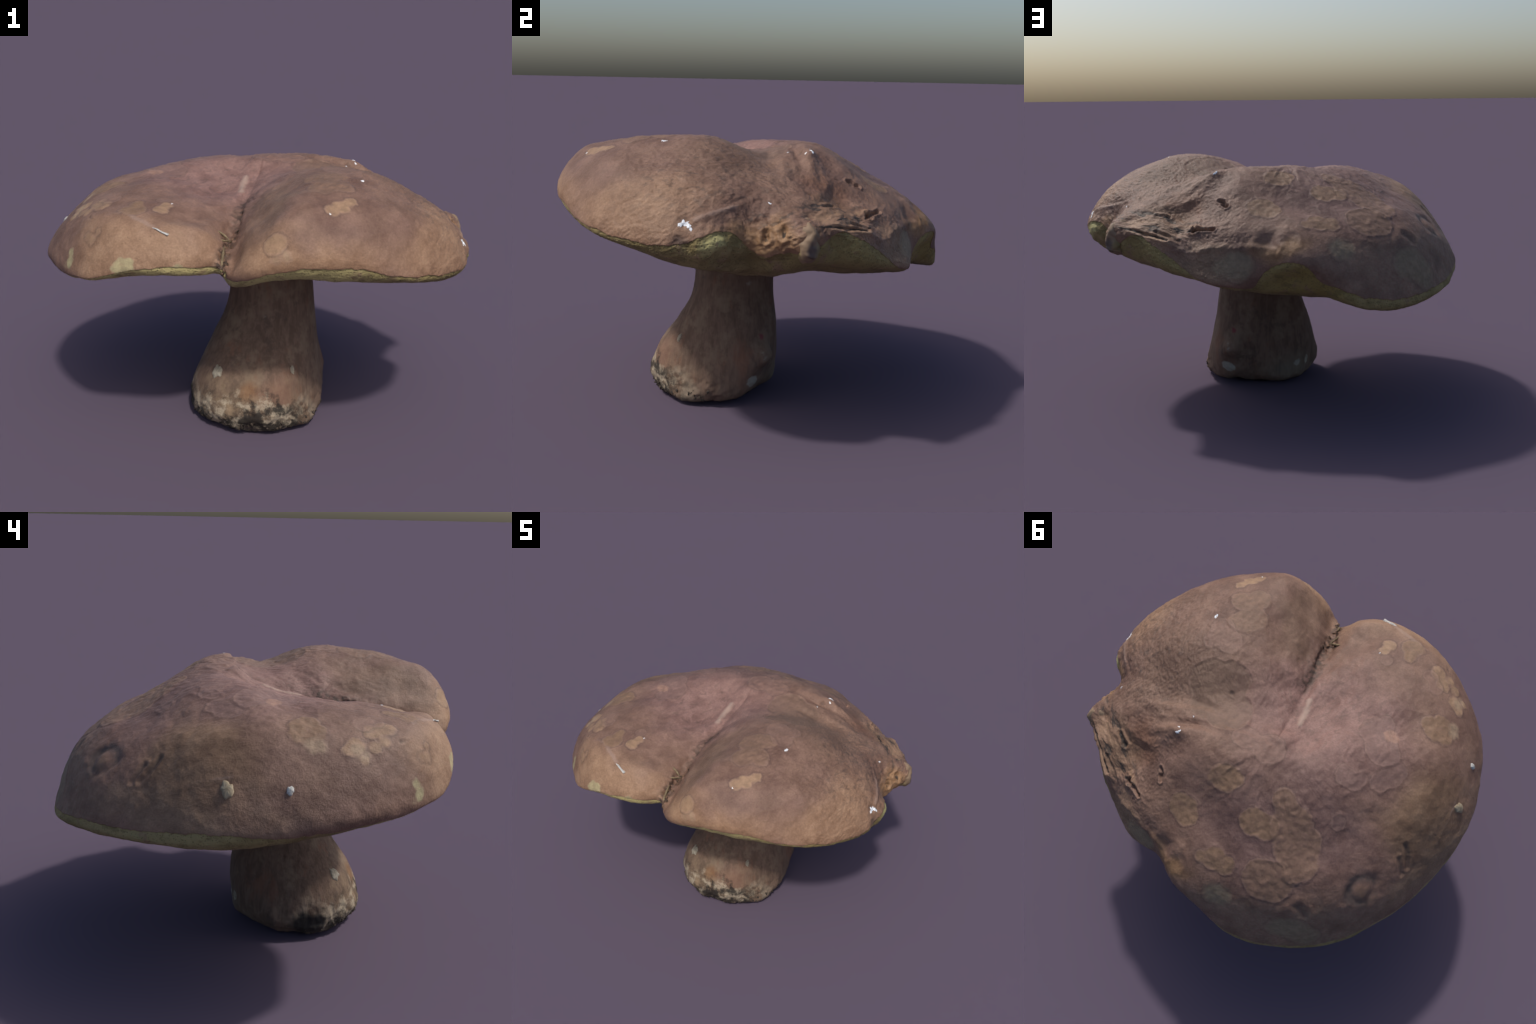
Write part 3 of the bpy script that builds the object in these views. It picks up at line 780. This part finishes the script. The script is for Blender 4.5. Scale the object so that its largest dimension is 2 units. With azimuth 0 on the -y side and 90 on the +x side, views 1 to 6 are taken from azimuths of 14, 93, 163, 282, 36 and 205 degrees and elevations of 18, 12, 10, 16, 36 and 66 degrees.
def build_stem(root, mat):
    na, ns = 420, 260
    az = np.arange(na) * 360 / na - 180
    s = np.linspace(0, 8, ns + 1)[1:]
    Wa = around(az, [r[0] for r in STEM_RINGS])
    Ws = along(s, 9)
    rad = np.array([[0] + list(r[1]) for r in STEM_RINGS])
    hgt = np.array([[0] + list(r[2]) + list(STEM_LEVELS[4:]) for r in STEM_RINGS])
    spine = np.array([-.20 + .12 * z / .72 for z in STEM_LEVELS])   # the foot leans out to the front
    R = Wa @ rad @ Ws.T
    Z = Wa @ hgt @ Ws.T
    a = np.radians(az)[:, None]
    P = np.stack([.045 + R * np.sin(a), (Ws @ spine)[None] - R * np.cos(a), Z], -1)
    N = grid_normals(P)
    c = np.array([.045, -.15, .2])
    if ((P[0, 150] - c) @ N[0, 150]) < 0:
        N = -N
    Q = P.reshape(-1, 3)
    z = Q[:, 2]
    D = .006 * fbm(Q * np.array([1, 1, .5]), 9, 2) + .0014 * perlin(Q * np.array([26, 26, 4.])) + .0012 * perlin(Q * np.array([70, 70, 9.]))
    front = smooth(.05, -.25, Q[:, 1])
    low = smooth(.22, .08, z)
    D += low * (.35 + .65 * front) * (.020 * fbm(Q, 9, 3) + .006 * perlin(Q * 44))
    for x, y, zz, r in MOULD:
        d = np.linalg.norm(Q - np.array([x, y, zz]), axis=1)
        D += .0035 * smooth(1.2 * r, .5 * r, d)
    D += .024 * np.exp(-(np.linalg.norm((Q - np.array([.264, .080, .232])) / np.array([1, 1, 1.3]), axis=1) / .042) ** 2)
    # a torn ledge on the east side and a shallow furrow down the front
    d = segment_distance(Q, [(.285, .062, .262), (.296, .000, .222)])
    d2 = segment_distance(Q, [(.270, .070, .235), (.300, .020, .205)])
    D += (.026 * np.exp(-(d2 / .045) ** 2) + .008 * np.exp(-(d / .016) ** 2)) * (1 + .5 * fbm(Q, 16, 2))
    d = segment_distance(Q, [(.10, -.28, .48), (.11, -.40, .27)])
    D -= .006 * np.exp(-(d / .025) ** 2)
    D *= smooth(.0, .03, z) * .85 + .15
    P = P + N * D.reshape(P.shape[:2])[..., None]
    P[..., 2] = np.maximum(P[..., 2], .0005)
    N2 = grid_normals(P)
    if ((P[0, 150] - c) @ N2[0, 150]) < 0:
        N2 = -N2
    verts = np.vstack([P.reshape(-1, 3), (.045, -.20, 0.0), (.045, -.08, .80)])
    norms = np.vstack([N2.reshape(-1, 3), (0, 0, -1), (0, 0, 1)])
    i = np.arange(na)[:, None] * ns
    k = (np.arange(na)[:, None] + 1) % na * ns
    cc = np.arange(ns - 1)[None]
    f = np.stack([i + cc, k + cc, k + cc + 1, i + cc + 1], -1).reshape(-1, 4).tolist()
    B, T = na * ns, na * ns + 1
    for m in range(na):
        p, q = m * ns, (m + 1) % na * ns
        f.append([q, p, B])
        f.append([p + ns - 1, q + ns - 1, T])
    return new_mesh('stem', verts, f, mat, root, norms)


# ------------------------------------------------------------------ small pieces
def surface_tree(objs):
    vs, fs = [], []
    for o in objs:
        off = len(vs)
        vs += [v.co.copy() for v in o.data.vertices]
        fs += [[off + i for i in p.vertices] for p in o.data.polygons]
    return BVHTree.FromPolygons(vs, fs)


def draped(name, tree, centre, radii, height, mat, parent, turn=0.0, ragged=.2, seed=0, dome=.5):
    """A small body lying on the surface at centre: dome of the given radii and height with a ragged outline."""
    co, no, _, _ = tree.find_nearest(Vector(centre))
    if no.dot(co - Vector((0.0, 0.0, .7))) < 0 and co.z > .9:
        no = -no
    u = no.cross(Vector((0, 0, 1)))
    u = u.normalized() if u.length > .05 else Vector((1, 0, 0))
    v = no.cross(u)
    u, v = u * cos(turn) + v * sin(turn), v * cos(turn) - u * sin(turn)
    nr, na = 9, 28
    rng = np.random.RandomState(seed)
    ph = rng.uniform(0, 2 * pi, 4)
    verts, faces = [], []
    for k in range(nr + 2):
        rho = 0 if k == 0 else min(1.0, (k / nr) ** .7)
        for j in range(na):
            a = 2 * pi * j / na
            w = 1 + ragged * (.5 * sin(2 * a + ph[0]) + .35 * sin(3 * a + ph[1]) + .3 * sin(5 * a + ph[2]) + .25 * sin(8 * a + ph[3]))
            p = co + u * (radii[0] * rho * w * cos(a)) + v * (radii[1] * rho * w * sin(a))
            hit, _, _, _ = tree.ray_cast(p + no * .05, -no, .12)
            base = hit if hit else p
            h = height * max(0.0, 1 - rho ** 2.2) ** dome if k <= nr else 0
            if k > nr:
                h = -.004
            verts.append(base + no * (h + .0008 * sin(9 * a + 5 * rho)))
    for k in range(nr + 1):
        for j in range(na):
            a0, a1 = k * na + j, k * na + (j + 1) % na
            faces.append([a0, a0 + na, a1 + na, a1])
    ob = new_mesh(name, verts, faces, mat, parent)
    return ob


def tube(name, path, radii, mat, parent, sides=14, flat=1.0, lump=0.0, seed=0):
    """A tapering rounded rod along a path (points smoothed by Catmull-Rom)."""
    n = 10 * (len(path) - 1)
    s = np.linspace(0, len(path) - 1, n)
    W = along(s, len(path))
    C = W @ np.array(path, float)
    R = W @ np.array(radii, float)
    T = np.gradient(C, axis=0)
    T /= np.linalg.norm(T, axis=1, keepdims=True)
    up = np.array([.31, .17, .93])
    verts, faces = [], []
    for i in range(n):
        a = np.cross(T[i], up)
        a /= np.linalg.norm(a)
        b = np.cross(a, T[i])
        for j in range(sides):
            w = 2 * pi * j / sides
            verts.append(C[i] + R[i] * (cos(w) * a + flat * sin(w) * b))
    verts = np.array(verts)
    if lump:
        verts += lump * np.stack([fbm(verts, 24, 3, seed + 3.1 * k) for k in range(3)], 1)
    for i in range(n - 1):
        for j in range(sides):
            k = (j + 1) % sides
            faces.append([i * sides + j, i * sides + k, (i + 1) * sides + k, (i + 1) * sides + j])
    faces.append(list(range(sides))[::-1])
    faces.append([(n - 1) * sides + j for j in range(sides)])
    return new_mesh(name, verts, faces, mat, parent)


def scatter_crumbs(name, tree, spots, count, size, mat, parent, seed):
    """Crumbs too small to name one by one, joined into one part."""
    rng = np.random.RandomState(seed)
    verts, faces = [], []
    spots = np.array(spots, float)
    for _ in range(count):
        k = rng.uniform(0, len(spots) - 1)
        i = int(k)
        c = spots[i] + (spots[min(i + 1, len(spots) - 1)] - spots[i]) * (k - i) + rng.normal(0, .012, 3)
        co, no, _, _ = tree.find_nearest(Vector(c))
        r = size * rng.uniform(.4, 1.3)
        off = len(verts)
        axes = rng.normal(size=(3, 3))
        q, _ = np.linalg.qr(axes)
        for lat in range(5):
            th = pi * lat / 4
            for j in range(7):
                ph = 2 * pi * j / 7
                d = np.array([sin(th) * cos(ph), sin(th) * sin(ph) * .7, cos(th) * 1.6]) * rng.uniform(.85, 1.15)
                verts.append(np.array(co) + q @ d * r)
        for lat in range(4):
            for j in range(7):
                a, b = off + lat * 7 + j, off + lat * 7 + (j + 1) % 7
                faces.append([a, b, b + 7, a + 7])
    ob = new_mesh(name, verts, faces, mat, parent)
    ob['kind'] = 'stuff'
    return ob


def main():
    root = bpy.data.objects.new('bolete_mushroom', None)
    bpy.context.collection.objects.link(root)
    root['label'] = 'stout brown bolete mushroom with cleft, stained, torn cap'
    root['category'] = 'mushroom'
    cap, pores = build_cap(root, skin_material(), pore_material())
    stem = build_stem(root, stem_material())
    cap_tree = surface_tree([cap, pores])
    stem_tree = surface_tree([stem])

    white = plain('white_fleck', (.78, .80, .84), (.90, .92, .94))
    cream = plain('cream_growth', (.28, .22, .145), (.38, .31, .21))
    milk = plain('milky_growth', (.40, .39, .36), (.58, .57, .54))
    mould = plain('grey_mould', (.23, .20, .15), (.37, .33, .26), 50)
    # white flecks stuck to the skin
    for i, (c, r) in enumerate([((.523, -.350, 1.240), (.014, .009)), ((.397, .260, 1.187), (.014, .010)), ((.410, .235, 1.187), (.007, .006)),
                                ((.960, -.205, .962), (.026, .014)), ((.975, -.180, .955), (.018, .010)), ((-.257, -.583, 1.119), (.005, .004)), ((.445, -.700, 1.170), (.005, .004)),
                                ((.80, .10, 1.000), (.007, .005)), ((.376, .158, 1.19), (.005, .004))]):
        draped('white_fleck', cap_tree, c, (r[0] * .75, r[1] * .75), .0015, white, cap, turn=i * 1.1 + .4, ragged=.75, seed=i, dome=.3)
    tube('pale_thread', [(-.272, -.792, 1.068), (-.245, -.800, 1.066), (-.222, -.806, 1.058), (-.190, -.812, 1.050)], (.002, .006, .006, .010), milk, cap, flat=.5)
    # little growths on the west flank and on the foot
    draped('cream_growth', cap_tree, (-.912, -.085, .910), (.025, .033), .010, cream, cap, .2, .25, 3)
    draped('cream_growth', cap_tree, (-.886, -.313, .915), (.014, .018), .010, milk, cap, .1, .2, 4)
    draped('mould_growth', stem_tree, (-.095, -.399, .268), (.024, .034), .008, mould, stem, .3, .3, 5)
    draped('mould_growth', stem_tree, (.248, -.332, .299), (.011, .019), .006, mould, stem, .0, .2, 6)
    draped('mould_growth', stem_tree, (-.119, .040, .130), (.014, .026), .004, mould, stem, .0, .2, 7)
    # the curled flap of skin that hangs from the torn edge
    tube('curled_flap', [(.825, .238, .950), (.870, .250, .948), (.896, .258, .926), (.900, .258, .882), (.888, .256, .842), (.850, .252, .815)],
         (.024, .032, .039, .045, .039, .016), knob_material(), cap, sides=32, flat=.9, lump=.018, seed=2)
    # litter caught in the cleft
    straw = plain('straw', (.13, .095, .055), (.28, .22, .13), 40)
    for pts, r in [([(-.046, -.594, 1.022), (-.022, -.596, 1.008), (.004, -.604, .990)], .005),
                   ([(-.012, -.650, 1.002), (-.002, -.628, .990), (.012, -.600, .982)], .0045),
                   ([(.010, -.690, .986), (.016, -.735, .948), (.022, -.758, .905)], .006)]:
        tube('straw', pts, (r * .6, r, r * .5), straw, cap, lump=.004)
    crumb = plain('litter_crumb', (.045, .030, .022), (.16, .095, .060))
    scatter_crumbs('litter', cap_tree, CLEFT[4:], 16, .0075, crumb, cap, 11)
    # crumbs of soil on the foot
    earth = plain('soil', (.018, .015, .013), (.075, .055, .040))
    foot = [(.045 + .30 * sin(radians(a)), -.19 - .30 * cos(radians(a)), .05) for a in range(-80, 100, 12)]
    scatter_crumbs('soil', stem_tree, foot, 70, .0060, earth, stem, 12)


main()
